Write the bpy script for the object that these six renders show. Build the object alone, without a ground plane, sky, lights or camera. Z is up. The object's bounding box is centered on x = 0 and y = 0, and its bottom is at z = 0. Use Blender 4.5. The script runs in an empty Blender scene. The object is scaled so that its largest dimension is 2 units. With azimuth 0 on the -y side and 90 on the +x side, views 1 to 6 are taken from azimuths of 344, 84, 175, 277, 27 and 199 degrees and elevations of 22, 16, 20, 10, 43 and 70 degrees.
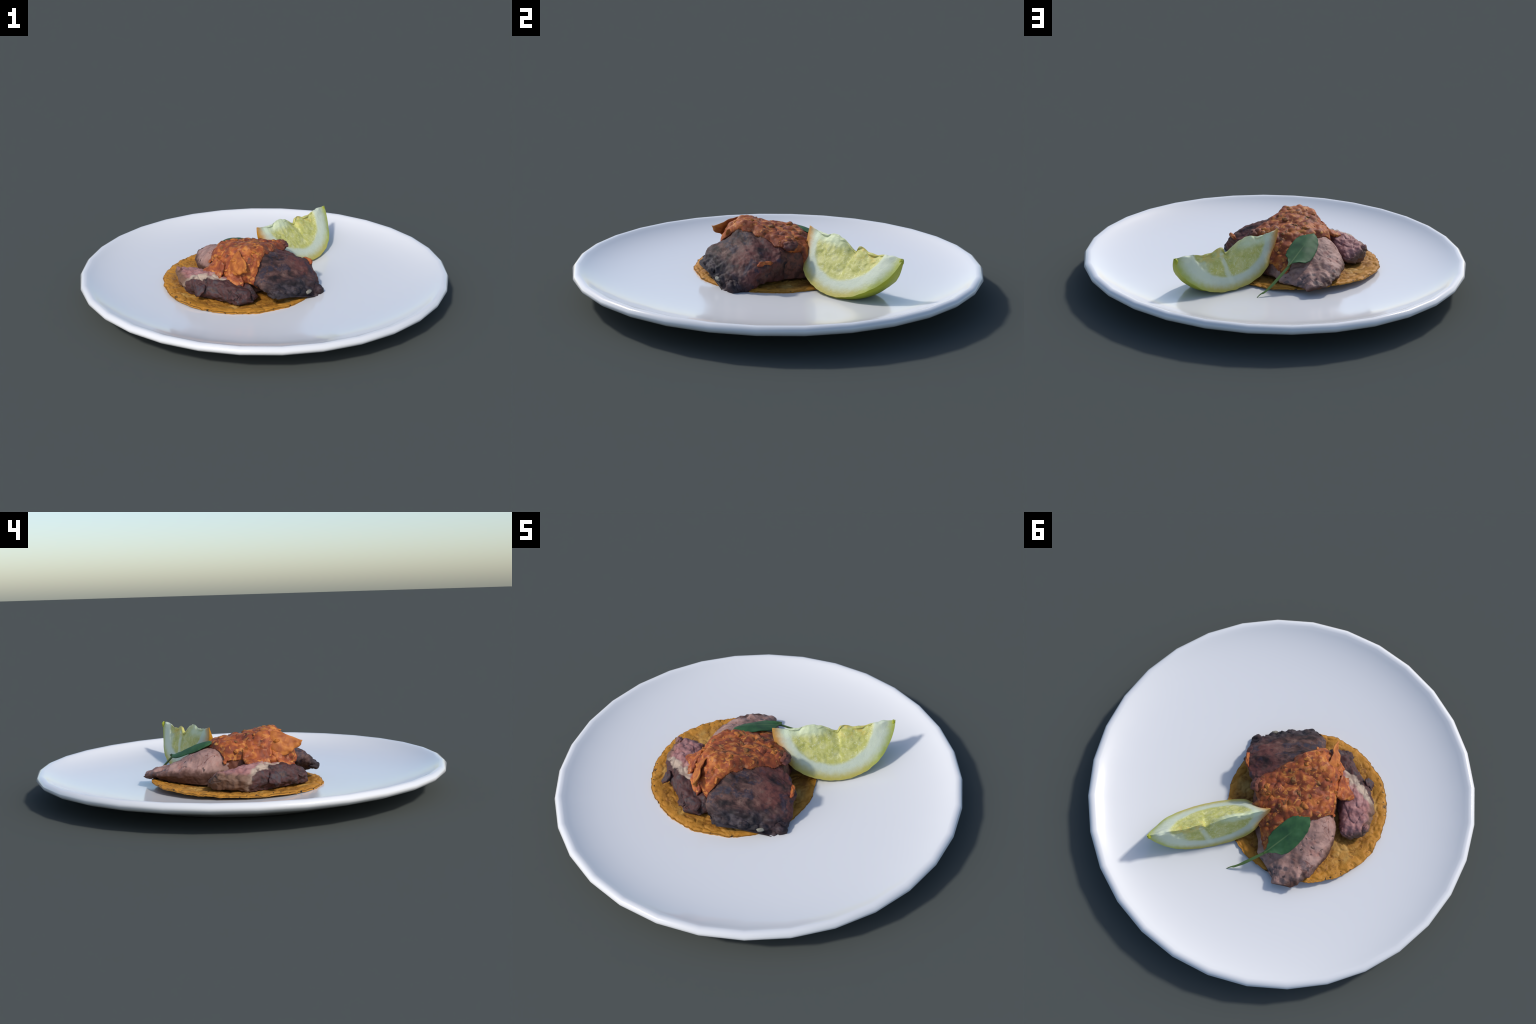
# A small open taco on a plate: charred meat, salsa, a herb leaf and a lime wedge.
import bpy, math, random
import numpy as np
from mathutils import Vector, Matrix, noise

random.seed(7)
SC = bpy.context.scene.collection


# ------------------------------------------------------------------ helpers
def empty(name, label, category, loc=(0, 0, 0)):
    o = bpy.data.objects.new(name, None)
    o.location = loc
    o.empty_display_size = 0.05
    o["label"] = label
    o["category"] = category
    SC.objects.link(o)
    return o


def add(name, verts, faces, mat, parent=None, smooth=True):
    me = bpy.data.meshes.new(name)
    me.from_pydata([tuple(map(float, v)) for v in verts], [], faces)
    me.update()
    if smooth:
        me.polygons.foreach_set("use_smooth", [True] * len(me.polygons))
    me.materials.append(mat)
    o = bpy.data.objects.new(name, me)
    SC.objects.link(o)
    if parent:
        o.parent = parent
        o.matrix_parent_inverse = Matrix.Translation(parent.location).inverted()
    return o


def nz(p, scale, seed=0.0, octaves=1):
    """Signed smooth noise, about -1..1."""
    q = Vector((p[0] * scale + seed, p[1] * scale - seed * 1.7, p[2] * scale + seed * .31))
    if octaves == 1:
        return noise.noise(q)
    return noise.fractal(q, 0.9, 2.1, octaves)


def smooth01(x, a, b):
    t = min(1.0, max(0.0, (x - a) / (b - a)))
    return t * t * (3 - 2 * t)


def catmull(P, n):
    """Resample control points P (k, d) to n points on a Catmull-Rom curve, uniform in index."""
    P = np.asarray(P, float)
    k = len(P)
    t = np.linspace(0, k - 1, n)
    i = np.clip(t.astype(int), 0, k - 2)
    f = (t - i)[:, None]
    E = np.vstack([2 * P[:1] - P[1:2], P, 2 * P[-1:] - P[-2:-1]])
    a, b, c, d = E[i], E[i + 1], E[i + 2], E[i + 3]
    return .5 * (2 * b + (c - a) * f + (2 * a - 5 * b + 4 * c - d) * f ** 2 + (3 * b - a - 3 * c + d) * f ** 3)


def curve(pairs):
    """Smooth function through (t, value) pairs."""
    xs = [p[0] for p in pairs]
    ys = [p[1] for p in pairs]
    def f(t):
        if t <= xs[0]:
            return ys[0]
        for j in range(len(xs) - 1):
            if t <= xs[j + 1]:
                w = (t - xs[j]) / (xs[j + 1] - xs[j])
                w = w * w * (3 - 2 * w)
                return ys[j] + (ys[j + 1] - ys[j]) * w
        return ys[-1]
    return f


def grid_normals(G):
    du = np.gradient(G, axis=1)
    dv = np.gradient(G, axis=0)
    N = np.cross(du, dv)
    L = np.linalg.norm(N, axis=2, keepdims=True)
    return N / np.maximum(L, 1e-9)


def grid_faces(nv, nu, closed=False, base=0):
    F = []
    for j in range(nv - 1):
        for i in range(nu if closed else nu - 1):
            a = base + j * nu + i
            b = base + j * nu + (i + 1) % nu
            F.append((a, b, b + nu, a + nu))
    return F


# ---------------------------------------------------------------- materials
class M:
    """Small node-tree builder around one Principled BSDF."""

    def __init__(self, name, rough=.5, spec=.5):
        self.m = bpy.data.materials.new(name)
        self.m.use_nodes = True
        self.t = self.m.node_tree
        self.b = self.t.nodes["Principled BSDF"]
        self.out = self.t.nodes["Material Output"]
        self.b.inputs["Roughness"].default_value = rough
        self.b.inputs["Specular IOR Level"].default_value = spec
        self.co = self.n("ShaderNodeTexCoord").outputs["Object"]

    def n(self, kind, **kw):
        x = self.t.nodes.new(kind)
        for k, v in kw.items():
            setattr(x, k, v)
        return x

    def put(self, sock, v):
        if hasattr(v, "is_linked") or hasattr(v, "links"):
            self.t.links.new(v, sock)
        else:
            sock.default_value = v

    def noise(self, scale, detail=3, rough=.55, dist=0., co=None, stretch=None):
        x = self.n("ShaderNodeTexNoise")
        c = co or self.co
        if stretch:
            mp = self.n("ShaderNodeMapping")
            mp.inputs["Scale"].default_value = stretch
            self.put(mp.inputs["Vector"], c)
            c = mp.outputs[0]
        self.put(x.inputs["Vector"], c)
        x.inputs["Scale"].default_value = scale
        x.inputs["Detail"].default_value = detail
        x.inputs["Roughness"].default_value = rough
        x.inputs["Distortion"].default_value = dist
        return x.outputs["Fac"]

    def voronoi(self, scale, feature="F1", out="Distance"):
        x = self.n("ShaderNodeTexVoronoi", feature=feature)
        self.put(x.inputs["Vector"], self.co)
        x.inputs["Scale"].default_value = scale
        return x.outputs[out]

    def math(self, op, a, b=0., c=None, clamp=False):
        x = self.n("ShaderNodeMath", operation=op, use_clamp=clamp)
        self.put(x.inputs[0], a)
        self.put(x.inputs[1], b)
        if c is not None:
            self.put(x.inputs[2], c)
        return x.outputs[0]

    def step(self, v, lo, hi):
        """0 below lo, 1 above hi (or the reverse if lo > hi)."""
        x = self.n("ShaderNodeMapRange", interpolation_type="SMOOTHSTEP")
        self.put(x.inputs["Value"], v)
        flip = lo > hi
        x.inputs["From Min"].default_value = min(lo, hi)
        x.inputs["From Max"].default_value = max(lo, hi)
        x.inputs["To Min"].default_value = 1. if flip else 0.
        x.inputs["To Max"].default_value = 0. if flip else 1.
        return x.outputs[0]

    def ramp(self, f, stops):
        x = self.n("ShaderNodeValToRGB")
        self.put(x.inputs[0], f)
        e = x.color_ramp.elements
        while len(e) < len(stops):
            e.new(.5)
        for el, (p, c) in zip(e, stops):
            el.position = p
            el.color = (*c, 1)
        return x.outputs[0]

    def mix(self, f, a, b, mode="MIX"):
        x = self.n("ShaderNodeMix", data_type="RGBA", blend_type=mode)
        self.put(x.inputs[0], f)
        for s, v in ((x.inputs[6], a), (x.inputs[7], b)):
            self.put(s, (*v, 1) if isinstance(v, tuple) else v)
        return x.outputs[2]

    def xyz(self):
        x = self.n("ShaderNodeSeparateXYZ")
        self.put(x.inputs[0], self.co)
        return x.outputs

    def lin(self, a, b, c, d):
        """a*x + b*y + c*z + d on object coordinates."""
        x = self.n("ShaderNodeVectorMath", operation="DOT_PRODUCT")
        self.put(x.inputs[0], self.co)
        x.inputs[1].default_value = (a, b, c)
        return self.math("ADD", x.outputs["Value"], d)

    def bump(self, h, strength=.3, dist=.004):
        x = self.n("ShaderNodeBump")
        x.inputs["Strength"].default_value = strength
        x.inputs["Distance"].default_value = dist
        self.put(x.inputs["Height"], h)
        self.put(self.b.inputs["Normal"], x.outputs[0])

    def color(self, c):
        self.put(self.b.inputs["Base Color"], (*c, 1) if isinstance(c, tuple) else c)


def porcelain():
    k = M("white_porcelain", .14, .5)
    k.color((.70, .70, .705))
    k.b.inputs["Coat Weight"].default_value = .2
    k.b.inputs["Coat Roughness"].default_value = .08
    return k.m


def corn():
    k = M("toasted_corn", .6, .25)
    n1 = k.noise(14, 4, .6, .6)
    n2 = k.noise(45, 4, .6, 1.2)
    c = k.ramp(n1, [(.32, (.22, .090, .014)), (.48, (.35, .155, .022)), (.66, (.44, .215, .038))])
    c = k.mix(k.math("MULTIPLY", k.step(n2, .50, .64), .8), c, (.19, .070, .012))
    c = k.mix(k.math("MULTIPLY", k.step(k.noise(9, 2), .56, .7), .6), c, (.52, .32, .09))
    # orange toasted rim
    x = k.xyz()
    r = k.math("SQRT", k.math("ADD", k.math("POWER", k.math("ADD", x[0], .135), 2.), k.math("POWER", x[1], 2.)))
    rn = k.math("ADD", r, k.math("MULTIPLY", k.noise(20, 3), .03))
    c = k.mix(k.math("MULTIPLY", k.step(rn, .375, .405), .85), c, (.45, .195, .022))
    # scattered burnt flecks along the very edge
    fleck = k.math("MULTIPLY", k.step(k.noise(38, 3, .7), .60, .66), k.step(r, .392, .404))
    c = k.mix(fleck, c, (.03, .02, .012))
    k.color(c)
    k.bump(k.math("ADD", n2, n1), .5, .006)
    return k.m


def charred():
    k = M("charred_meat_crust", .66, .22)
    # grain runs along the roast: stretch noise along it
    n1 = k.noise(15, 5, .62, .5, stretch=(.55, 1.4, 1.1))
    n2 = k.noise(60, 4, .65)
    n3 = k.noise(27, 4, .6, .3, stretch=(.6, 1.3, 1.))
    c = k.ramp(n1, [(.35, (.016, .011, .012)), (.45, (.042, .023, .021)), (.54, (.092, .046, .039)), (.65, (.155, .090, .072))])
    red = k.math("MULTIPLY", k.step(k.lin(.9, .55, 0, .02), -.06, .08), k.step(k.noise(11, 4), .36, .54))
    c = k.mix(k.math("MULTIPLY", red, .85), c, (.135, .045, .038))
    c = k.mix(k.math("MULTIPLY", k.step(k.noise(16, 4, .65), .54, .63), .75), c, (.027, .027, .044))
    c = k.mix(k.math("MULTIPLY", k.step(n3, .57, .70), .6), c, (.135, .082, .066))
    front = k.math("ADD", k.lin(.35, -.93, -.5, -.16), k.math("MULTIPLY", k.noise(15, 3), .10))
    c = k.mix(k.math("MULTIPLY", k.step(front, .05, .13), .8), c, k.mix(k.step(n3, .45, .6), (.014, .013, .017), (.045, .040, .048)))
    c = k.mix(k.math("MULTIPLY", k.step(n2, .54, .70), .55), c, (.018, .012, .014))
    # salsa rubbed in near the top
    top = k.math("ADD", k.lin(-.55, .6, 1.2, -.20), k.math("MULTIPLY", k.noise(20, 4), .16))
    c = k.mix(k.math("MULTIPLY", k.step(top, .10, .18), .6), c, (.20, .060, .028))
    k.color(c)
    k.bump(k.math("ADD", n1, k.math("MULTIPLY", n2, .6)), .6, .006)
    return k.m


def roast():
    k = M("pink_roast_meat", .62, .25)
    n1 = k.noise(11, 4, .6, .6)
    n2 = k.noise(42, 4, .6, .5)
    c = k.ramp(n1, [(.3, (.22, .122, .098)), (.5, (.33, .195, .163)), (.7, (.41, .255, .212))])
    c = k.mix(k.math("MULTIPLY", k.step(n2, .56, .70), .3), c, (.20, .085, .065))
    # red cracks
    crack = k.step(k.math("ABSOLUTE", k.math("SUBTRACT", k.noise(15, 2, .5, .6), .5)), .022, .004)
    crack = k.math("MULTIPLY", crack, k.step(k.noise(8, 2), .48, .58))
    c = k.mix(k.math("MULTIPLY", crack, .75), c, (.17, .05, .035))
    c = k.mix(k.math("MULTIPLY", k.step(k.noise(14, 3, .6), .57, .68), .6), c, (.36, .17, .135))
    spot = k.math("MULTIPLY", k.step(k.noise(32, 2, .5), .68, .72), .85)
    c = k.mix(spot, c, (.05, .03, .03))
    # grey-brown burnt spots, mostly at the far end
    burn = k.math("ADD", k.math("MULTIPLY", k.noise(19, 3), .5), k.math("MULTIPLY", k.lin(0, 1, -.6, 0), .35))
    c = k.mix(k.math("MULTIPLY", k.step(burn, .385, .425), .85), c, (.115, .085, .085))
    # shadow of the undercut, painted dark brown on the slice's lower flank
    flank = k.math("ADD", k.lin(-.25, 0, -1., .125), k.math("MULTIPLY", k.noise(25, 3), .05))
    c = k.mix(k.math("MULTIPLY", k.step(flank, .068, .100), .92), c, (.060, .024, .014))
    # salsa red on the right, darkened for the shade between meat and lime
    st = k.math("ADD", k.lin(.8, -.35, 0, .02), k.math("MULTIPLY", k.noise(18, 4), .16))
    c = k.mix(k.math("MULTIPLY", k.step(st, .0, .09), .85), c, k.mix(k.step(n2, .42, .58), (.055, .018, .012), (.15, .042, .022)))
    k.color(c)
    k.bump(k.math("ADD", n1, k.math("MULTIPLY", n2, .5)), .5, .006)
    return k.m


def rim_cut():
    """Small cut: dark crust outside, a strip of pale fat, pink inside."""
    k = M("crusted_roast_cut", .62, .25)
    n1 = k.noise(16, 4, .6, .5)
    n2 = k.noise(50, 3, .6)
    pink = k.ramp(n1, [(.3, (.22, .09, .085)), (.5, (.33, .155, .145)), (.7, (.40, .215, .20))])
    pink = k.mix(k.math("MULTIPLY", k.step(n2, .55, .7), .5), pink, (.24, .08, .07))
    fat = k.mix(n2, (.36, .27, .205), (.46, .36, .28))
    dark = k.ramp(k.noise(20, 3, .6, .4), [(.35, (.028, .018, .019)), (.5, (.075, .030, .028)), (.62, (.05, .040, .045)), (.75, (.14, .075, .055))])
    wob = k.math("MULTIPLY", k.math("SUBTRACT", k.noise(14, 3), .5), .09)
    # distance to a line running along the piece: positive toward the outside front
    d = k.math("ADD", k.lin(-.50, -.86, -.15, -.290), wob)
    d = k.math("ADD", d, k.math("MULTIPLY", k.step(k.lin(0, 1, 0, 0), -.20, -.25), .12))   # the front end is all crust
    c = k.mix(k.step(d, -.028, -.012), pink, fat)
    c = k.mix(k.step(d, .0, .014), c, dark)
    tan = k.math("MULTIPLY", k.step(k.lin(-.6, 0, -1., -.09), .005, .045), k.step(d, .03, -.02))
    c = k.mix(tan, c, k.mix(n1, (.20, .115, .075), (.09, .045, .03)))
    k.color(c)
    k.bump(k.math("ADD", n1, n2), .5, .005)
    return k.m


def salsa():
    k = M("red_salsa", .6, .25)
    n1 = k.noise(17, 4, .6, .8)
    n2 = k.noise(55, 3, .6, .4)
    c = k.ramp(n1, [(.32, (.125, .032, .016)), (.43, (.22, .050, .020)), (.55, (.34, .084, .023)), (.67, (.48, .158, .034))])
    c = k.mix(k.math("MULTIPLY", k.step(n2, .54, .68), .5), c, (.19, .04, .016))
    c = k.mix(k.math("MULTIPLY", k.step(k.noise(30, 3, .5), .60, .68), .5), c, (.46, .20, .10))
    c = k.mix(k.math("MULTIPLY", k.step(k.noise(24, 2, .5), .64, .70), .75), c, (.07, .028, .014))
    chip = k.math("MULTIPLY", k.step(k.noise(36, 2, .5, 1.), .57, .62), k.step(k.noise(12, 2), .44, .54))
    c = k.mix(k.math("MULTIPLY", chip, .8), c, (.52, .205, .045))
    k.color(c)
    k.b.inputs["Subsurface Weight"].default_value = .08
    k.b.inputs["Subsurface Radius"].default_value = (.02, .006, .003)
    k.bump(k.math("ADD", n1, k.math("MULTIPLY", n2, .5)), .45, .006)
    return k.m


def salsa_bit():
    k = M("salsa_chunk_skin", .6, .25)
    oi = k.n("ShaderNodeObjectInfo")
    c = k.ramp(oi.outputs["Random"], [(.0, (.15, .055, .02)), (.3, (.24, .11, .035)), (.5, (.42, .13, .022)), (.75, (.50, .19, .035)), (1., (.50, .27, .08))])
    c = k.mix(k.step(k.noise(60, 3), .45, .65), c, (.22, .06, .016))
    k.color(c)
    k.bump(k.noise(90, 2), .3, .003)
    return k.m


def plain(name, c, rough=.5, var=None, scale=40):
    k = M(name, rough, .4)
    k.color(k.mix(k.noise(scale, 3), c, var) if var else c)
    return k.m


def lime_flesh():
    k = M("lime_flesh", .6, .3)
    x = k.xyz()
    R = k.math("SQRT", k.math("ADD", k.math("POWER", x[1], 2.), k.math("POWER", x[2], 2.)))
    wob = k.math("MULTIPLY", k.math("SUBTRACT", k.noise(12, 3), .5), .22)
    rad = k.math("ADD", k.math("MULTIPLY", k.step(x[1], .0, .01), -.033), .205)
    outer = k.math("ADD", k.math("MULTIPLY", k.step(x[1], .0, .01), -.047), .284)
    e1 = k.math("ADD", k.math("POWER", k.math("DIVIDE", k.math("SUBTRACT", x[0], -.015), .215), 2.),
                k.math("POWER", k.math("DIVIDE", R, rad), 2.))
    e1 = k.math("ADD", e1, wob)
    pith = k.mix(k.noise(20, 3), (.48, .54, .42), (.60, .64, .50))
    pulp = k.ramp(k.noise(26, 3, .6, .8), [(.3, (.42, .42, .10)), (.5, (.50, .49, .15)), (.7, (.60, .58, .26))])
    pulp = k.mix(k.math("MULTIPLY", k.step(k.noise(75, 2, .5, 1.5), .58, .68), .6), pulp, (.68, .68, .42))
    c = k.mix(k.step(e1, 1.08, .88), pith, pulp)
    # white membrane between two segments, on the back face
    mem = k.math("ABSOLUTE", k.math("ADD", k.lin(1., 0, -.18, -.055), k.math("MULTIPLY", wob, .12)))
    back = k.step(k.math("ADD", x[1], 0.), .0, .01)
    c = k.mix(k.math("MULTIPLY", k.math("MULTIPLY", k.step(mem, .022, .004), back), .7), c, (.60, .65, .50))
    mem2 = k.math("MULTIPLY", k.math("MULTIPLY", k.step(x[0], .12, .15), back), .6)
    c = k.mix(mem2, c, (.58, .64, .48))
    # chewed yellowish ridge
    rid = k.math("MULTIPLY", k.step(R, .085, .05), k.math("MULTIPLY", k.math("MULTIPLY", k.step(x[0], .0, .06), k.step(x[0], .19, .14)), k.step(k.noise(30, 3), .44, .56)))
    c = k.mix(k.math("MULTIPLY", rid, .7), c, (.62, .48, .12))
    c = k.mix(k.math("MULTIPLY", k.math("MULTIPLY", k.step(R, .07, .03), k.step(x[0], .02, -.12)), .75), c, (.66, .74, .52))
    # zest colour bleeding in from the skin
    e2 = k.math("ADD", k.math("POWER", k.math("DIVIDE", x[0], .315), 2.), k.math("POWER", k.math("DIVIDE", R, outer), 2.))
    e2 = k.math("ADD", e2, k.math("MULTIPLY", k.math("SUBTRACT", k.noise(45, 3), .5), .16))
    zest = k.mix(k.step(x[0], .10, .24), (.46, .38, .05), (.35, .39, .04))
    zest = k.mix(k.step(x[0], -.20, -.26), zest, (.62, .27, .02))
    c = k.mix(k.math("MULTIPLY", k.step(e2, .62, .97), .9), c, zest)
    k.color(c)
    k.b.inputs["Subsurface Weight"].default_value = .15
    k.b.inputs["Subsurface Radius"].default_value = (.03, .03, .01)
    k.bump(k.math("ADD", k.noise(30, 4, .6, .6), k.math("MULTIPLY", k.noise(75, 2, .5, 1.), .5)), .35, .006)
    return k.m


def lime_skin():
    k = M("lime_skin", .55, .3)
    x = k.xyz()
    w = k.math("ADD", x[0], k.math("MULTIPLY", k.math("SUBTRACT", k.noise(8, 3), .5), .16))
    c = k.mix(k.step(w, .0, .17), (.47, .41, .045), (.33, .36, .025))
    c = k.mix(k.step(w, -.19, -.27), c, (.55, .24, .015))
    c = k.mix(k.step(k.noise(35, 3), .55, .7), c, (.36, .38, .04))
    k.color(c)
    k.bump(k.voronoi(110), .25, .003)
    return k.m


def herb():
    k = M("herb_leaf_green", .6, .3)
    x = k.xyz()
    n1 = k.noise(14, 3)
    c = k.ramp(n1, [(.32, (.022, .075, .034)), (.52, (.042, .125, .045)), (.7, (.062, .16, .07))])
    # pale midrib and faint side veins (leaf-frame coordinates: x across, y along)
    rib = k.math("MULTIPLY", k.step(k.math("ABSOLUTE", x[0]), .0045, .0015), k.step(x[1], .20, .10))
    c = k.mix(k.math("MULTIPLY", rib, .7), c, (.16, .25, .10))
    ax = k.math("ABSOLUTE", x[0])
    v = k.math("SINE", k.math("MULTIPLY", k.math("SUBTRACT", x[1], k.math("MULTIPLY", ax, .9)), 190.))
    c = k.mix(k.math("MULTIPLY", k.step(v, .82, 1.), .06), c, (.10, .20, .09))
    c = k.mix(k.step(x[1], .03, -.01), c, (.15, .24, .07))
    k.color(c)
    k.bump(n1, .15, .004)
    tr = k.n("ShaderNodeBsdfTranslucent")
    k.put(tr.inputs["Color"], c)
    mx = k.n("ShaderNodeMixShader")
    mx.inputs[0].default_value = .2
    k.t.links.new(k.b.outputs[0], mx.inputs[1])
    k.t.links.new(tr.outputs[0], mx.inputs[2])
    k.t.links.new(mx.outputs[0], k.out.inputs[0])
    return k.m


MAT_SALSA = salsa()

# -------------------------------------------------------------------- plate
SEG = 32
PROFILE = [(0, .047), (.15, .047), (.30, .0485), (.45, .052), (.58, .058), (.70, .067), (.80, .080), (.87, .096),
           (.92, .113), (.945, .125), (.962, .134), (.976, .139), (.990, .134), (.998, .124), (1.0, .116), (.996, .107),
           (.985, .098), (.95, .085), (.90, .072), (.80, .045), (.70, .018), (.65, .004), (.635, .0005), (.625, 0.0),
           (.61, .002), (.59, .007), (.40, .009), (0, .009)]


def make_plate():
    V, F = [(0, 0, PROFILE[0][1])], []
    prof = PROFILE[1:-1]
    for r, z in prof:
        for i in range(SEG):
            a = 2 * math.pi * i / SEG
            V.append((r * math.cos(a), r * math.sin(a), z))
    V.append((0, 0, PROFILE[-1][1]))
    for i in range(SEG):
        j = (i + 1) % SEG
        F.append((0, 1 + i, 1 + j))
        for q in range(len(prof) - 1):
            a, b = 1 + q * SEG + i, 1 + q * SEG + j
            F.append((a, a + SEG, b + SEG, b))
        q = 1 + (len(prof) - 1) * SEG
        F.append((len(V) - 1, q + j, q + i))
    o = add("plate", V, F, porcelain())
    o["label"] = "round glossy white porcelain dinner plate with rolled rim"
    o["category"] = "plate"
    return o


make_plate()

# -------------------------------------------------------------------- tostada
taco = empty("taco", "open corn taco topped with charred meat and red salsa", "taco", (-.135, 0, .03))
TC = (-.135, .004)
EDGE_Z = curve([(-180, .079), (-150, .075), (-110, .063), (-70, .057), (-40, .054), (0, .056), (30, .062), (60, .068),
                (90, .084), (112, .096), (140, .090), (165, .084), (180, .079)])


def tortilla_radius(a):
    d = (math.cos(a), math.sin(a), 0)
    return .411 + .009 * max(0., -math.cos(a)) + .007 * nz(d, 1.7, 3.1) + .005 * nz(d, 7, 1.0) + .0045 * nz(d, 20, 5.) + .003 * nz(d, 45, 2.)


def make_tortilla():
    NA, NR = 360, 70
    top, bot = [], []
    for j in range(NR + 1):
        f = (j / NR) ** .8
        for i in range(NA):
            a = 2 * math.pi * i / NA
            R = tortilla_radius(a)
            x, y = TC[0] + f * R * math.cos(a), TC[1] + f * R * math.sin(a)
            ez = EDGE_Z(math.degrees(math.atan2(math.sin(a), math.cos(a))))
            z = .062 + (ez - .062) * f ** 1.7
            wob = .004 * nz((x, y, 0), 9, 2.) + .0035 * nz((x, y, 0), 28, 9.)
            wob += .0045 * smooth01(f, .82, .93) * (1 + nz((math.cos(a), math.sin(a), 0), 9, 4.))
            wr = abs(nz((x, y, 0), 22, 7.))
            wob -= .006 * smooth01(.12 - wr, 0, .12)
            lip = .005 * smooth01(f, .965, 1.0)
            top.append((x, y, z + wob - lip))
            th = .013 * (1 - .6 * smooth01(f, .9, 1.))
            bot.append((x, y, z + .3 * wob - th - lip))
    n = len(top)
    V = top + bot
    F = grid_faces(NR + 1, NA, True)
    F += [(d + n, c + n, b + n, a + n) for a, b, c, d in F]
    e = NR * NA
    for i in range(NA):
        j = (i + 1) % NA
        F.append((e + j, e + i, e + i + n, e + j + n))
    F = [tuple(dict.fromkeys(f)) for f in F]
    add("tortilla", V, F, corn(), taco)


make_tortilla()

# The heap of meat is lofted along y through arched sections (left foot to right foot).
# Each: y where x = 0, skew of the section line, then (x, z) points.
HEAP = [
    (-.360, .34, [(.05, .096), (.0, .104), (-.03, .112), (-.02, .120), (.04, .116), (.10, .104), (.16, .080), (.200, .056), (.212, .046), (.20, .042)]),
    (-.338, .36, [(.03, .098), (-.05, .118), (-.085, .134), (-.06, .152), (.01, .154), (.09, .138), (.155, .116), (.205, .092), (.238, .064), (.232, .038)]),
    (-.282, .40, [(.0, .095), (-.07, .128), (-.112, .152), (-.09, .186), (-.01, .196), (.08, .180), (.16, .158), (.222, .130), (.254, .086), (.244, .040)]),
    (-.220, .30, [(-.04, .090), (-.10, .125), (-.145, .170), (-.12, .226), (-.03, .236), (.07, .212), (.15, .190), (.22, .164), (.256, .116), (.235, .050)]),
    (-.140, .20, [(-.16, .080), (-.215, .130), (-.225, .21), (-.178, .287), (-.10, .302), (.01, .265), (.11, .228), (.20, .190), (.248, .150), (.205, .072)]),
    (-.060, .10, [(-.25, .085), (-.260, .155), (-.248, .220), (-.19, .274), (-.11, .282), (.0, .265), (.09, .237), (.17, .203), (.212, .160), (.165, .075)]),
    (.020, .0, [(-.300, .085), (-.302, .150), (-.270, .215), (-.20, .257), (-.11, .263), (-.01, .257), (.07, .244), (.128, .222), (.155, .170), (.140, .072)]),
    (.090, .0, [(-.320, .08), (-.325, .15), (-.265, .226), (-.17, .250), (-.07, .245), (.02, .232), (.085, .206), (.122, .145), (.125, .072)]),
    (.170, .0, [(-.330, .085), (-.340, .14), (-.275, .200), (-.19, .224), (-.10, .219), (-.02, .202), (.052, .162), (.090, .110), (.10, .072)]),
    (.250, .0, [(-.310, .088), (-.333, .128), (-.275, .170), (-.20, .190), (-.12, .183), (-.04, .163), (.02, .130), (.050, .095), (.045, .078)]),
    (.330, .0, [(-.275, .092), (-.303, .122), (-.26, .148), (-.20, .158), (-.13, .148), (-.07, .131), (-.02, .112), (.0, .092), (-.01, .080)]),
    (.400, .0, [(-.240, .094), (-.268, .116), (-.245, .133), (-.20, .135), (-.15, .126), (-.11, .113), (-.08, .10), (-.062, .09), (-.067, .080)]),
    (.452, .0, [(-.210, .094), (-.222, .103), (-.21, .111), (-.19, .112), (-.17, .107), (-.15, .10), (-.135, .094), (-.13, .09), (-.135, .084)]),
]
NS, NU = 241, 130


def loft(sections, ns, nu):
    """Surface grid (ns, nu, 3) through arched sections."""
    rows = []
    for s in sections:
        y0, k, pts = s[:3]
        xc = s[3] if len(s) > 3 else 0.
        rows.append(catmull([(x, y0 + k * (x - xc), z) for x, z in pts], nu))
    rows = np.array(rows)
    out = catmull(rows.reshape(len(rows), -1), ns).reshape(ns, nu, 3)
    return out


def close_arch(G):
    """Vertices and faces of a closed body under the arched grid G."""
    ns, nu = G.shape[:2]
    nb = 14
    L, R = G[:, 0], G[:, -1]
    B = np.array([R + (L - R) * t for t in np.linspace(0, 1, nb + 2)[1:-1]]).transpose(1, 0, 2)
    full = np.concatenate([G, B], axis=1)
    n = full.shape[1]
    V = [tuple(p) for p in full.reshape(-1, 3)]
    F = [(a, d, c, b) for a, b, c, d in grid_faces(ns, n, True)]
    V.append(tuple(full[0].mean(0)))
    V.append(tuple(full[-1].mean(0)))
    c0, c1, e = len(V) - 2, len(V) - 1, (ns - 1) * n
    for i in range(n):
        j = (i + 1) % n
        F.append((c0, i, j))
        F.append((c1, e + j, e + i))
    return V, F


HG = loft(HEAP, NS, NU)
HN = grid_normals(HG)
if HN[NS // 2, NU // 2, 2] < 0:
    HN = -HN
per = (NS - 1) / (len(HEAP) - 1)


def displaced(G, N, fn):
    out = G.copy()
    for j in range(G.shape[0]):
        for i in range(G.shape[1]):
            out[j, i] += N[j, i] * fn(G[j, i], N[j, i])
    return out


def char_relief(p, n):
    w = p[1] - .38 * p[0] + .02 * nz(p, 8, 2.)                 # across the grain of the roast
    h = .015 * nz((p[0] * .25, w, p[2] * .3), 17, 1.3)         # broad terraces along the grain
    h += .008 * nz((p[0] * .35, w * 1.2, p[2] * .6), 32, 4.)
    h += .006 * nz(p, 9, 6.) + .0045 * nz(p, 40, 2., 3)
    front = smooth01(.35 * p[0] - .93 * p[1] - .5 * p[2], .19, .26)
    d = noise.voronoi(Vector(p) * 26)[0]
    h += front * (.026 * (.5 - d[0]) + .006 * nz(p, 55, 8.))
    return h


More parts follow.
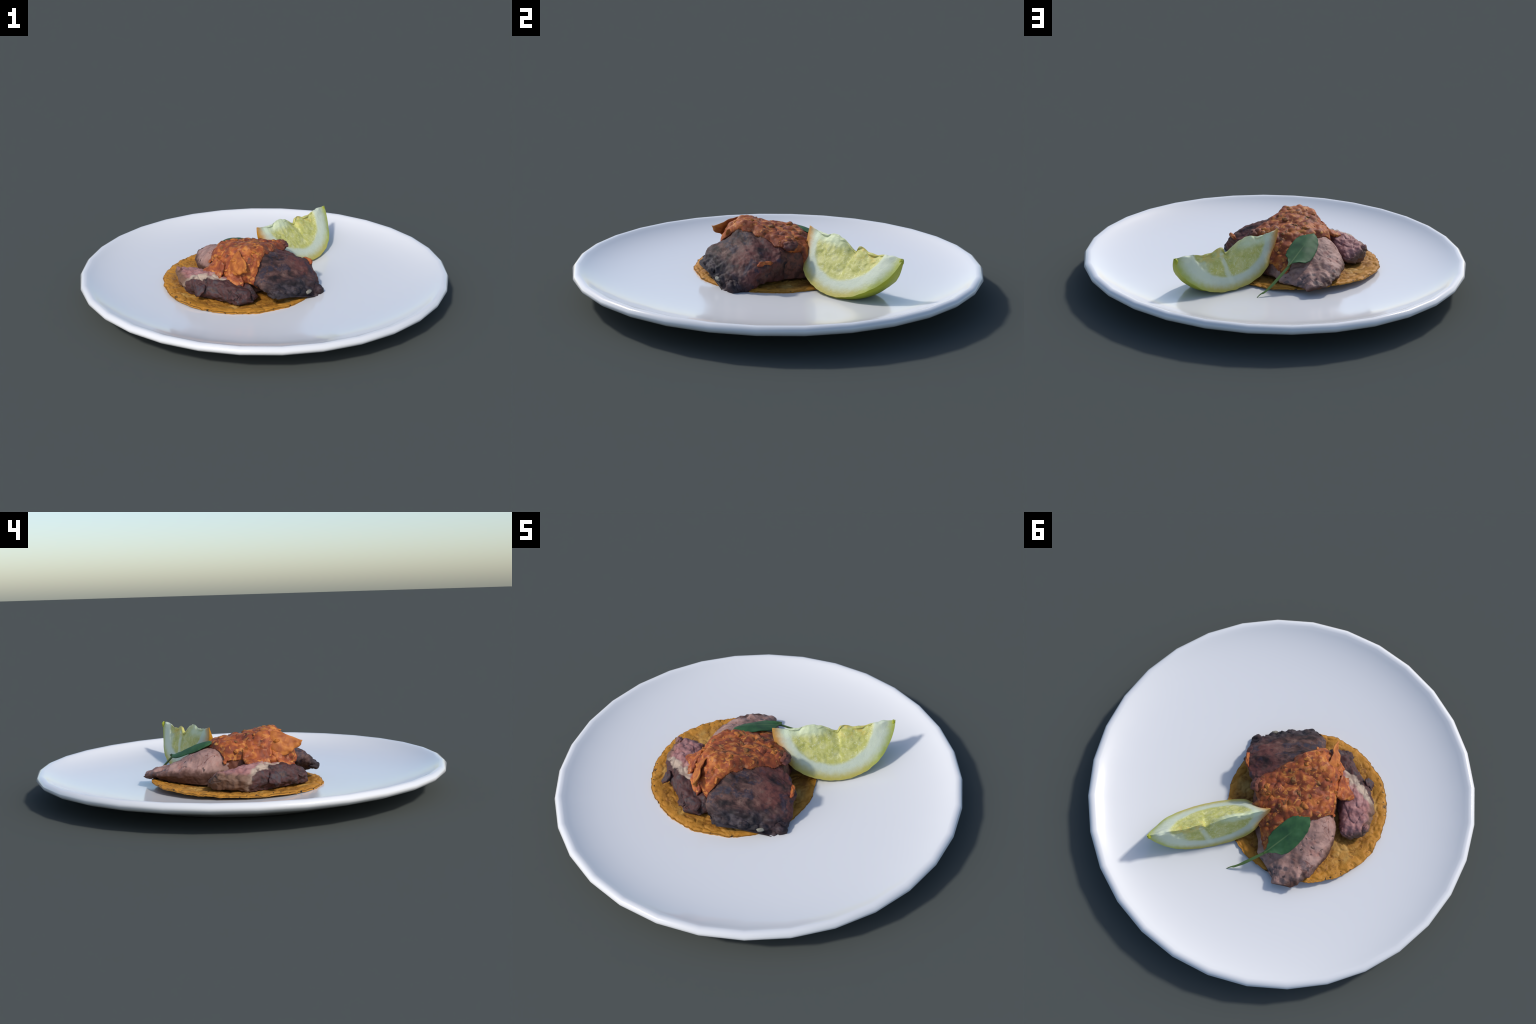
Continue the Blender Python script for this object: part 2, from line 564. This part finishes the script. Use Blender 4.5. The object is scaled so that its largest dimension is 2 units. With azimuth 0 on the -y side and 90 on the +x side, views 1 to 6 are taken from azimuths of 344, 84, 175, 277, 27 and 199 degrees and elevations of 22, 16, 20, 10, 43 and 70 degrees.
def roast_relief(p, n):
    h = .008 * nz(p, 12, 5.3) + .0045 * nz(p, 28, 4.5) + .0025 * nz(p, 60, 2., 3)
    h -= .005 * smooth01(.05 - abs(nz(p, 17, 3.)), 0, .05) * smooth01(nz(p, 9, 8.), .0, .25)
    tail = smooth01(p[1], .25, .38)
    h += tail * (.016 * nz(p, 18, 1.) + .006 * nz(p, 42, 3.))
    return h


a1 = int(6.45 * per)
DA = displaced(HG[:a1], HN[:a1], char_relief)
for q in range(24):                                        # the cut end tucks in under the slice
    DA[a1 - 1 - q] -= HN[a1 - 1 - q] * .022 * (1 - q / 24) ** 2
add("charred_meat", *close_arch(DA), charred(), taco)
b0 = int(5.3 * per)
DB = displaced(HG[b0:], HN[b0:], lambda p, n: roast_relief(p, n) - .012 * smooth01(.10 - p[1], 0, .08))
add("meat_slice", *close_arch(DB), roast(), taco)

# small crusted cut leaning on the left
CUT = [
    (-.338, .10, [(-.235, .078), (-.243, .098), (-.230, .112), (-.20, .116), (-.165, .112), (-.155, .082)], -.20),
    (-.290, .22, [(-.262, .074), (-.278, .105), (-.270, .142), (-.225, .152), (-.145, .146), (-.115, .085)], -.22),
    (-.215, .42, [(-.330, .074), (-.345, .108), (-.335, .156), (-.30, .172), (-.23, .160), (-.17, .08)], -.31),
    (-.140, .38, [(-.408, .074), (-.425, .118), (-.400, .170), (-.355, .186), (-.29, .172), (-.26, .08)], -.35),
    (-.065, .25, [(-.452, .074), (-.470, .128), (-.435, .172), (-.38, .182), (-.32, .168), (-.29, .08)], -.38),
    (.005, .10, [(-.470, .085), (-.492, .138), (-.455, .168), (-.40, .168), (-.345, .152), (-.32, .08)], -.40),
    (.060, .0, [(-.450, .085), (-.475, .130), (-.440, .152), (-.395, .144), (-.35, .124), (-.34, .085)], -.40),
    (.102, .0, [(-.410, .095), (-.425, .112), (-.407, .122), (-.39, .116), (-.372, .106), (-.372, .095)], -.40),
]
CG = loft(CUT, 120, 80)
CN = grid_normals(CG)
if CN[60, 40, 2] < 0:
    CN = -CN


def cut_relief(p, n):
    h = .011 * nz(p, 14, 6.1) + .008 * nz(p, 30, 2.2) + .004 * nz(p, 60, 8., 3)
    h -= .006 * smooth01(.06 - abs(nz((p[0] * 1.5, p[1], p[2]), 13, 3.)), 0, .06)
    return h


CD = displaced(CG, CN, cut_relief)
MAT_CUT = rim_cut()
add("meat_cut", *close_arch(CD), MAT_CUT, taco)


def blob(name, loc, size, mat, parent, rot=(0, 0, 0), seed=0., rough=.25, nu=28, nv=18):
    V, F = [], []
    R = Matrix.Rotation(rot[2], 3, 'Z') @ Matrix.Rotation(rot[1], 3, 'Y') @ Matrix.Rotation(rot[0], 3, 'X')
    for j in range(nv + 1):
        th = math.pi * j / nv
        for i in range(nu):
            ph = 2 * math.pi * i / nu
            d = Vector((math.sin(th) * math.cos(ph), math.sin(th) * math.sin(ph), math.cos(th)))
            r = 1 + rough * nz(d, 1.6, seed) + rough * .4 * nz(d, 4., seed + 3)
            V.append(R @ Vector((d.x * size[0] * r, d.y * size[1] * r, d.z * size[2] * r)) + Vector(loc))
    F = [(a, d, c, b) for a, b, c, d in grid_faces(nv + 1, nu, True)]
    return add(name, V, F, mat, parent)


# tongue of dark skin hanging off the small cut
blob("meat_shred", (-.405, -.202, .128), (.036, .030, .014), MAT_CUT, taco, (0, -.9, .5), 3., .4)
blob("meat_shred", (-.255, -.312, .122), (.024, .032, .010), MAT_CUT, taco, (.3, -.4, .2), 13., .4)
blob("meat_shred", (-.468, .035, .152), (.016, .022, .018), MAT_CUT, taco, (0, .2, 0), 17., .4)
MAT_CHAR2 = bpy.data.materials["charred_meat_crust"]
blob("meat_shred", (-.045, -.345, .130), (.032, .036, .014), MAT_CHAR2, taco, (.45, 0, -.5), 5., .35)
blob("meat_shred", (.075, -.325, .115), (.030, .020, .020), MAT_CHAR2, taco, (.3, 0, .4), 8., .35)
blob("meat_shred", (.225, -.238, .065), (.042, .030, .034), MAT_CHAR2, taco, (0, .3, .5), 9., .4)
blob("meat_shred", (.122, .045, .236), (.026, .034, .024), MAT_CHAR2, taco, (0, .3, 0), 11., .4)

# -------------------------------------------------------------------- salsa
def salsa_cover(p):
    """Signed distance-like cover: positive where salsa lies on the heap."""
    x, y, z = p
    w = .022 * nz(p, 13, 2.) + .008 * nz(p, 34, 6.)
    d1 = ((y + .26) * .27 - (x + .13) * .31) / .411 + .0      # dark crust lies to the right and front
    d2 = (x + .315 - y) / 1.414                                # bare pink slice lies behind
    low = curve([(-.30, .16), (-.17, .13), (-.09, .13), (-.055, .195), (.02, .195), (.1, .15)])(y)
    d3 = (z - low) * .8
    d4 = .30 - y
    d5 = .06 - x + max(0., (z - .19)) * 2.5 + max(0., y - .10) * 2   # stays off the undercut right flank
    return min(d1, d2, d3, d4, d5) + w


SV, keep = np.zeros_like(HG), np.zeros((NS, NU), bool)
for j in range(NS):
    for i in range(NU):
        p = HG[j, i]
        c = salsa_cover(p)
        keep[j, i] = c > -.012
        base = char_relief(p, None) if p[1] < .0 else roast_relief(p, None)
        base = max(base, -.004) if c > 0 else base
        lump = .011 * nz(p, 20, 3.3) + .006 * nz(p, 46, 1.1) + .016 * max(0, nz((p[0], p[1] * .7, p[2]), 33, 7.7) - .1)
        SV[j, i] = p + HN[j, i] * (base * .6 - .007 + .017 * smooth01(c, -.012, .016) + lump * smooth01(c, -.004, .02))
idx = -np.ones((NS, NU), int)
V, F = [], []
for j in range(NS - 1):
    for i in range(NU - 1):
        if keep[j, i] and keep[j, i + 1] and keep[j + 1, i] and keep[j + 1, i + 1]:
            q = []
            for a, b in ((j, i), (j + 1, i), (j + 1, i + 1), (j, i + 1)):
                if idx[a, b] < 0:
                    idx[a, b] = len(V)
                    V.append(tuple(SV[a, b]))
                q.append(int(idx[a, b]))
            F.append(tuple(q))
sauce = add("salsa", V, F, MAT_SALSA, taco)
so = sauce.modifiers.new("thick", "SOLIDIFY")
so.thickness = .010
so.offset = -1


def ribbon(name, A, B, thick, mat, parent, n=50, m=24, bulge=.0, seed=1.):
    """Closed sheet between two edge curves."""
    CA, CB = catmull(A, n), catmull(B, n)
    G = np.array([CA + (CB - CA) * t for t in np.linspace(0, 1, m)]).transpose(1, 0, 2)
    for i in range(n):                                      # ragged edges
        for j in range(m):
            e = max(smooth01(j / (m - 1), .7, 1), smooth01(i / (n - 1), .75, 1), smooth01(1 - i / (n - 1), .75, 1))
            G[i, j] += .012 * e * np.array(noise.noise_vector(Vector(G[i, j]) * 26 + Vector((seed, 0, 0))))
    N = grid_normals(G)
    for i in range(n):
        for j in range(m):
            t = j / (m - 1)
            G[i, j] += N[i, j] * (bulge * 4 * t * (1 - t) + .009 * nz(G[i, j], 22, seed) + .004 * nz(G[i, j], 50, seed))
    ei = np.minimum(np.arange(n), np.arange(n)[::-1])[:, None] / n * 9
    ej = np.minimum(np.arange(m), np.arange(m)[::-1])[None, :] / m * 5
    T = (thick / 2 * (.2 + .8 * np.sqrt(np.clip(np.minimum(ei, ej), 0, 1))))[:, :, None]   # rounded rims
    V = [tuple(p) for p in (G + N * T).reshape(-1, 3)] + [tuple(p) for p in (G - N * T).reshape(-1, 3)]
    k = n * m
    F = grid_faces(n, m)
    F += [(d + k, c + k, b + k, a + k) for a, b, c, d in F]
    loop = [j for j in range(m)] + [i * m + m - 1 for i in range(1, n)] + [(n - 1) * m + j for j in range(m - 2, -1, -1)] + [i * m for i in range(n - 2, 0, -1)]
    for q in range(len(loop)):
        a, b = loop[q], loop[(q + 1) % len(loop)]
        F.append((b, a, a + k, b + k))
    o = add(name, V, F, mat, parent)
    return o


def flap_mat():
    k = M("orange_salsa_skin", .6, .25)
    n1 = k.noise(22, 3, .6, .5)
    k.color(k.ramp(n1, [(.3, (.26, .065, .02)), (.5, (.40, .125, .025)), (.7, (.52, .20, .040))]))
    k.bump(n1, .3, .004)
    return k.m


FLAP = flap_mat()
ribbon("salsa_flap",
       [(-.165, -.11, .318), (-.183, -.18, .312), (-.183, -.25, .292), (-.175, -.315, .268)],
       [(-.215, -.10, .260), (-.240, -.18, .215), (-.215, -.25, .205), (-.180, -.292, .236)], .014, FLAP, taco, bulge=.004)
ribbon("salsa_flap",
       [(-.255, -.16, .235), (-.265, -.10, .24), (-.280, -.04, .235)],
       [(-.300, -.19, .160), (-.360, -.10, .172), (-.335, -.055, .180)], .022, MAT_SALSA, taco, bulge=.010, seed=4.)
ribbon("salsa_flap",
       [(-.19, -.23, .245), (-.21, -.20, .235), (-.235, -.165, .24)],
       [(-.185, -.275, .155), (-.235, -.245, .150), (-.275, -.215, .160)], .022, MAT_SALSA, taco, bulge=.010, seed=7.)

# chunks of vegetable in the salsa
BIT = salsa_bit()
spots = [(-.153, .073, .020), (.02, .09, .019), (-.257, -.053, .017), (-.10, .02, .015), (-.05, -.03, .017), (-.2, .03, .015),
         (-.16, -.06, .016), (-.05, .09, .014), (.06, .04, .015), (-.09, -.13, .016), (-.02, .15, .014), (-.23, -.01, .013)]
rnd = random.Random(5)
for _ in range(900):
    if len(spots) >= 75:
        break
    x, y = rnd.uniform(-.28, .12), rnd.uniform(-.22, .22)
    if all((x - s[0]) ** 2 + (y - s[1]) ** 2 > .0006 for s in spots):
        spots.append((x, y, rnd.uniform(.007, .014)))
flat = HG.reshape(-1, 3)
for q, (x, y, s) in enumerate(spots):
    d = (flat[:, 0] - x) ** 2 + (flat[:, 1] - y) ** 2 - .02 * flat[:, 2]
    k = int(np.argmin(d))
    p = flat[k]
    if salsa_cover(p) < .008:
        continue
    n = HN.reshape(-1, 3)[k]
    loc = SV.reshape(-1, 3)[k] + n * s * .25
    blob("salsa_chunk", loc, (s * rnd.uniform(.9, 1.5), s * rnd.uniform(.8, 1.1), s * .62), BIT, sauce,
         (rnd.uniform(-.4, .4), rnd.uniform(-.4, .4), rnd.uniform(0, 3)), q * 1.7, .4, 16, 10)

blob("salsa_flap", (.222, -.085, .176), (.012, .040, .016), MAT_SALSA, taco, (0, .5, .35), 4., .35)
blob("salsa_flap", (-.105, -.232, .252), (.010, .020, .020), FLAP, taco, (0, .2, .4), 6., .3)
blob("fat_bit", (.158, -.304, .092), (.020, .009, .012), plain("grey_fat", (.17, .165, .14), .6, (.25, .23, .18)), taco, (.4, 0, .45), 2., .2)

# -------------------------------------------------------------------- lime wedge
T1, T2 = Vector((.003, .159, .306)), Vector((.522, .503, .276))
HL = (T2 - T1).length / 2
AX = (T2 - T1).normalized()
AY = Vector((0, 0, 1)).cross(AX).normalized()
AZ = AX.cross(AY)
MID = (T1 + T2) / 2
LM = Matrix((AX, AY, AZ)).transposed().to_4x4()
LM.translation = MID
RIND = .250
SAG = curve([(0, 0), (.1, .008), (.2, .012), (.31, -.006), (.38, .002), (.45, .022), (.515, .046), (.535, .044), (.55, .016),
             (.58, .012), (.66, .026), (.75, .024), (.86, .008), (.95, .003), (1, .004)])
FRONT, BACK = math.radians(37), math.radians(-15)      # wedge faces, measured from straight down


def narrowed(t, ang):
    """The wedge closes to a point toward both tips."""
    m = (FRONT + BACK) / 2
    return m + (ang - m) * (.35 + .65 * smooth01(t, -.01, .20)) * (.75 + .25 * smooth01(1 - t, -.01, .16))


def rind_r(t, ang):
    s = 2 * t - 1
    lean = .945 + .19 * smooth01(ang, BACK, FRONT)            # the front cut reaches further down than the back
    return max(.005, RIND * lean * max(0., 1 - abs(s) ** 2.1) ** (.5 if s < 0 else .5 + .08 * s))


lime = bpy.data.objects.new("lime_wedge", None)
lime["label"] = "squeezed lime wedge with pale pith and green-yellow skin"
lime["category"] = "lime wedge"
lime.empty_display_size = .05
lime.matrix_world = LM
SC.objects.link(lime)


def make_lime():
    NT, NR, NA = 200, 70, 46
    FL, SK = lime_flesh(), lime_skin()
    ts = [.5 - .5 * math.cos(math.pi * (i / (NT - 1))) for i in range(NT)]
    parts = {"pith": ([], []), "pulp": ([], [])}
    edge = {}

    def face_pt(t, f, ang, sgn):
        X = (2 * t - 1) * HL
        r = rind_r(t, ang)
        jag = .004 * nz((X * 1., ang, 0), 40, 3.) * smooth01(r, .01, .08)
        r = r + jag
        top = -SAG(t) + .004 * nz((X, 0, 0), 40, 1.) * smooth01(r, .02, .1)
        na = narrowed(t, ang)
        ex, ez = -math.sin(na) * r, -math.cos(na) * r
        y, z = ex * f, ez * f + top * (1 - f) ** 2.6
        # puffy pulp, hollowed a little below the ridge
        e = ((X + .015) / .215) ** 2 + ((f * r) / (.205 if sgn > 0 else .172)) ** 2
        inn = smooth01(1.05 - e, 0, .25)
        if f > .001:
            bump = inn * (.006 * nz((X, f * .27, ang), 22, 5.) + .003 * nz((X, f * .27, ang), 50, 2.) - .004)
            bump += .012 * smooth01(.3 - f, 0, .3) * nz((X, 0, ang), 18, 9.)
            w = smooth01(f, 0, .04) * smooth01(1. - f, 0, .03)
            y += -sgn * bump * w * 1.2
        return (X, y, z), e

    for ang, sgn in ((FRONT, 1), (BACK, -1)):
        grid, es = [], []
        for t in ts:
            row = [face_pt(t, j / (NR - 1), ang, sgn) for j in range(NR)]
            grid.append([q[0] for q in row])
            es.append([q[1] for q in row])
        edge[sgn] = [row[-1] for row in grid]
        for name in parts:
            V, F = parts[name]
            ind = {}
            for i in range(NT - 1):
                for j in range(NR - 1):
                    e = es[i][j]
                    X = grid[i][j][0]
                    is_pulp = e < .98
                    if (name == "pulp") != is_pulp:
                        continue
                    q = []
                    for a, b in ((i, j), (i, j + 1), (i + 1, j + 1), (i + 1, j)):
                        if (a, b) not in ind:
                            ind[(a, b)] = len(V)
                            V.append(grid[a][b])
                        q.append(ind[(a, b)])
                    F.append(tuple(q) if sgn > 0 else tuple(reversed(q)))
    for name, (V, F) in parts.items():
        o = add(name, V, F, FL)
        o.parent = lime
    # skin: arc between the two cut edges, bulging slightly
    V, F = [], []
    for i, t in enumerate(ts):
        X = (2 * t - 1) * HL
        pa, pb = edge[1][i], edge[-1][i]
        for k in range(NA):
            w = k / (NA - 1)
            ang = FRONT + (BACK - FRONT) * w
            r0 = rind_r(t, ang)
            r = r0 + .003 * nz((X, ang * .2, 0), 20, 4.) * smooth01(r0, .02, .1)
            na = narrowed(t, ang)
            ya, za = -math.sin(na) * r, -math.cos(na) * r
            la = math.hypot(pa[1], pa[2]) * (1 - w) + math.hypot(pb[1], pb[2]) * w
            s = smooth01(w, 0, .1) * smooth01(1 - w, 0, .1)
            g = (r * s + la * (1 - s)) / max(r, 1e-5)
            V.append((X, ya * g, za * g))
    F = [(a, b, c, d) for a, b, c, d in grid_faces(NT, NA)]
    o = add("rind", V, F, SK)
    o.parent = lime
    # blunt stem button at the raised end
    b = blob("stem_button", (HL - .009, 0, -.020), (.010, .011, .016), SK, None, (0, 0, 0), 2., .25, 20, 12)
    b.parent = lime


make_lime()

# -------------------------------------------------------------------- herb leaf
def make_leaf():
    base, tip = Vector((-.034, .347, .163)), Vector((-.193, .120, .262))
    ly = (tip - base).normalized()
    lx = Vector((.113, -.051, .024))
    lx = (lx - ly * lx.dot(ly)).normalized()
    lz = lx.cross(ly)
    if lz.z < 0:
        lx, lz = -lx, -lz
    m = Matrix((lx, ly, lz)).transposed().to_4x4()
    m.translation = base
    leaf = bpy.data.objects.new("herb_leaf", None)
    leaf["label"] = "single smooth green herb leaf with thin stalk"
    leaf["category"] = "leaf"
    leaf.matrix_world = m
    SC.objects.link(leaf)
    G = herb()
    L = (tip - base).length
    width = curve([(0, .004), (.08, .011), (.16, .028), (.25, .058), (.36, .067), (.5, .067), (.66, .064), (.8, .055), (.9, .040), (.96, .024), (1, .003)])
    NT, NW = 70, 25
    top = []
    for i in range(NT):
        t = i / (NT - 1)
        for j in range(NW):
            s = 2 * j / (NW - 1) - 1
            w = width(t)
            x = s * w + .006 * math.sin(t * 5) * smooth01(t, 0, .3)
            z = .014 * math.sin(math.pi * t) - .012 * s * s * smooth01(t, .1, .4) + .006 * s * math.sin(6 * t + 1)
            z += .010 * abs(s) * smooth01(.3 - t, 0, .25) + .004 * nz((x, t * .3, 0), 18, 2.)
            top.append((x, t * L, z))
    V = [(x, y, z + .002) for x, y, z in top] + [(x, y, z - .002) for x, y, z in top]
    k = len(top)
    F = grid_faces(NT, NW)
    F += [(d + k, c + k, b + k, a + k) for a, b, c, d in F]
    loop = list(range(NW)) + [i * NW + NW - 1 for i in range(1, NT)] + [(NT - 1) * NW + j for j in range(NW - 2, -1, -1)] + [i * NW for i in range(NT - 2, 0, -1)]
    for q in range(len(loop)):
        a, b = loop[q], loop[(q + 1) % len(loop)]
        F.append((b, a, a + k, b + k))
    o = add("leaf_blade", V, F, G)
    o.parent = leaf
    # stalk: swept tube to the plate
    inv = m.inverted()
    pts = [inv @ Vector(p) for p in ((-.050, .325, .176), (-.034, .347, .164), (.005, .380, .132), (.050, .417, .096), (.085, .442, .074), (.105, .452, .067), (.123, .465, .055))]
    C = catmull([tuple(p) for p in pts], 60)
    rad = curve([(0, .003), (.2, .006), (.45, .0065), (.62, .0045), (.72, .0045), (.80, .0028), (1, .0016)])
    V, NA = [], 10
    for i in range(60):
        d = Vector(C[min(i + 1, 59)] - C[max(i - 1, 0)]).normalized()
        u = d.cross(Vector((0, 0, 1))).normalized()
        v = u.cross(d)
        r = rad(i / 59)
        for a in range(NA):
            an = 2 * math.pi * a / NA
            V.append(Vector(C[i]) + u * r * 1.2 * math.cos(an) + v * r * .8 * math.sin(an))
    F = grid_faces(60, NA, True) + [tuple(range(NA)), tuple(reversed(range(59 * NA, 60 * NA)))]
    o = add("leaf_stalk", V, F, G)
    o.parent = leaf


make_leaf()
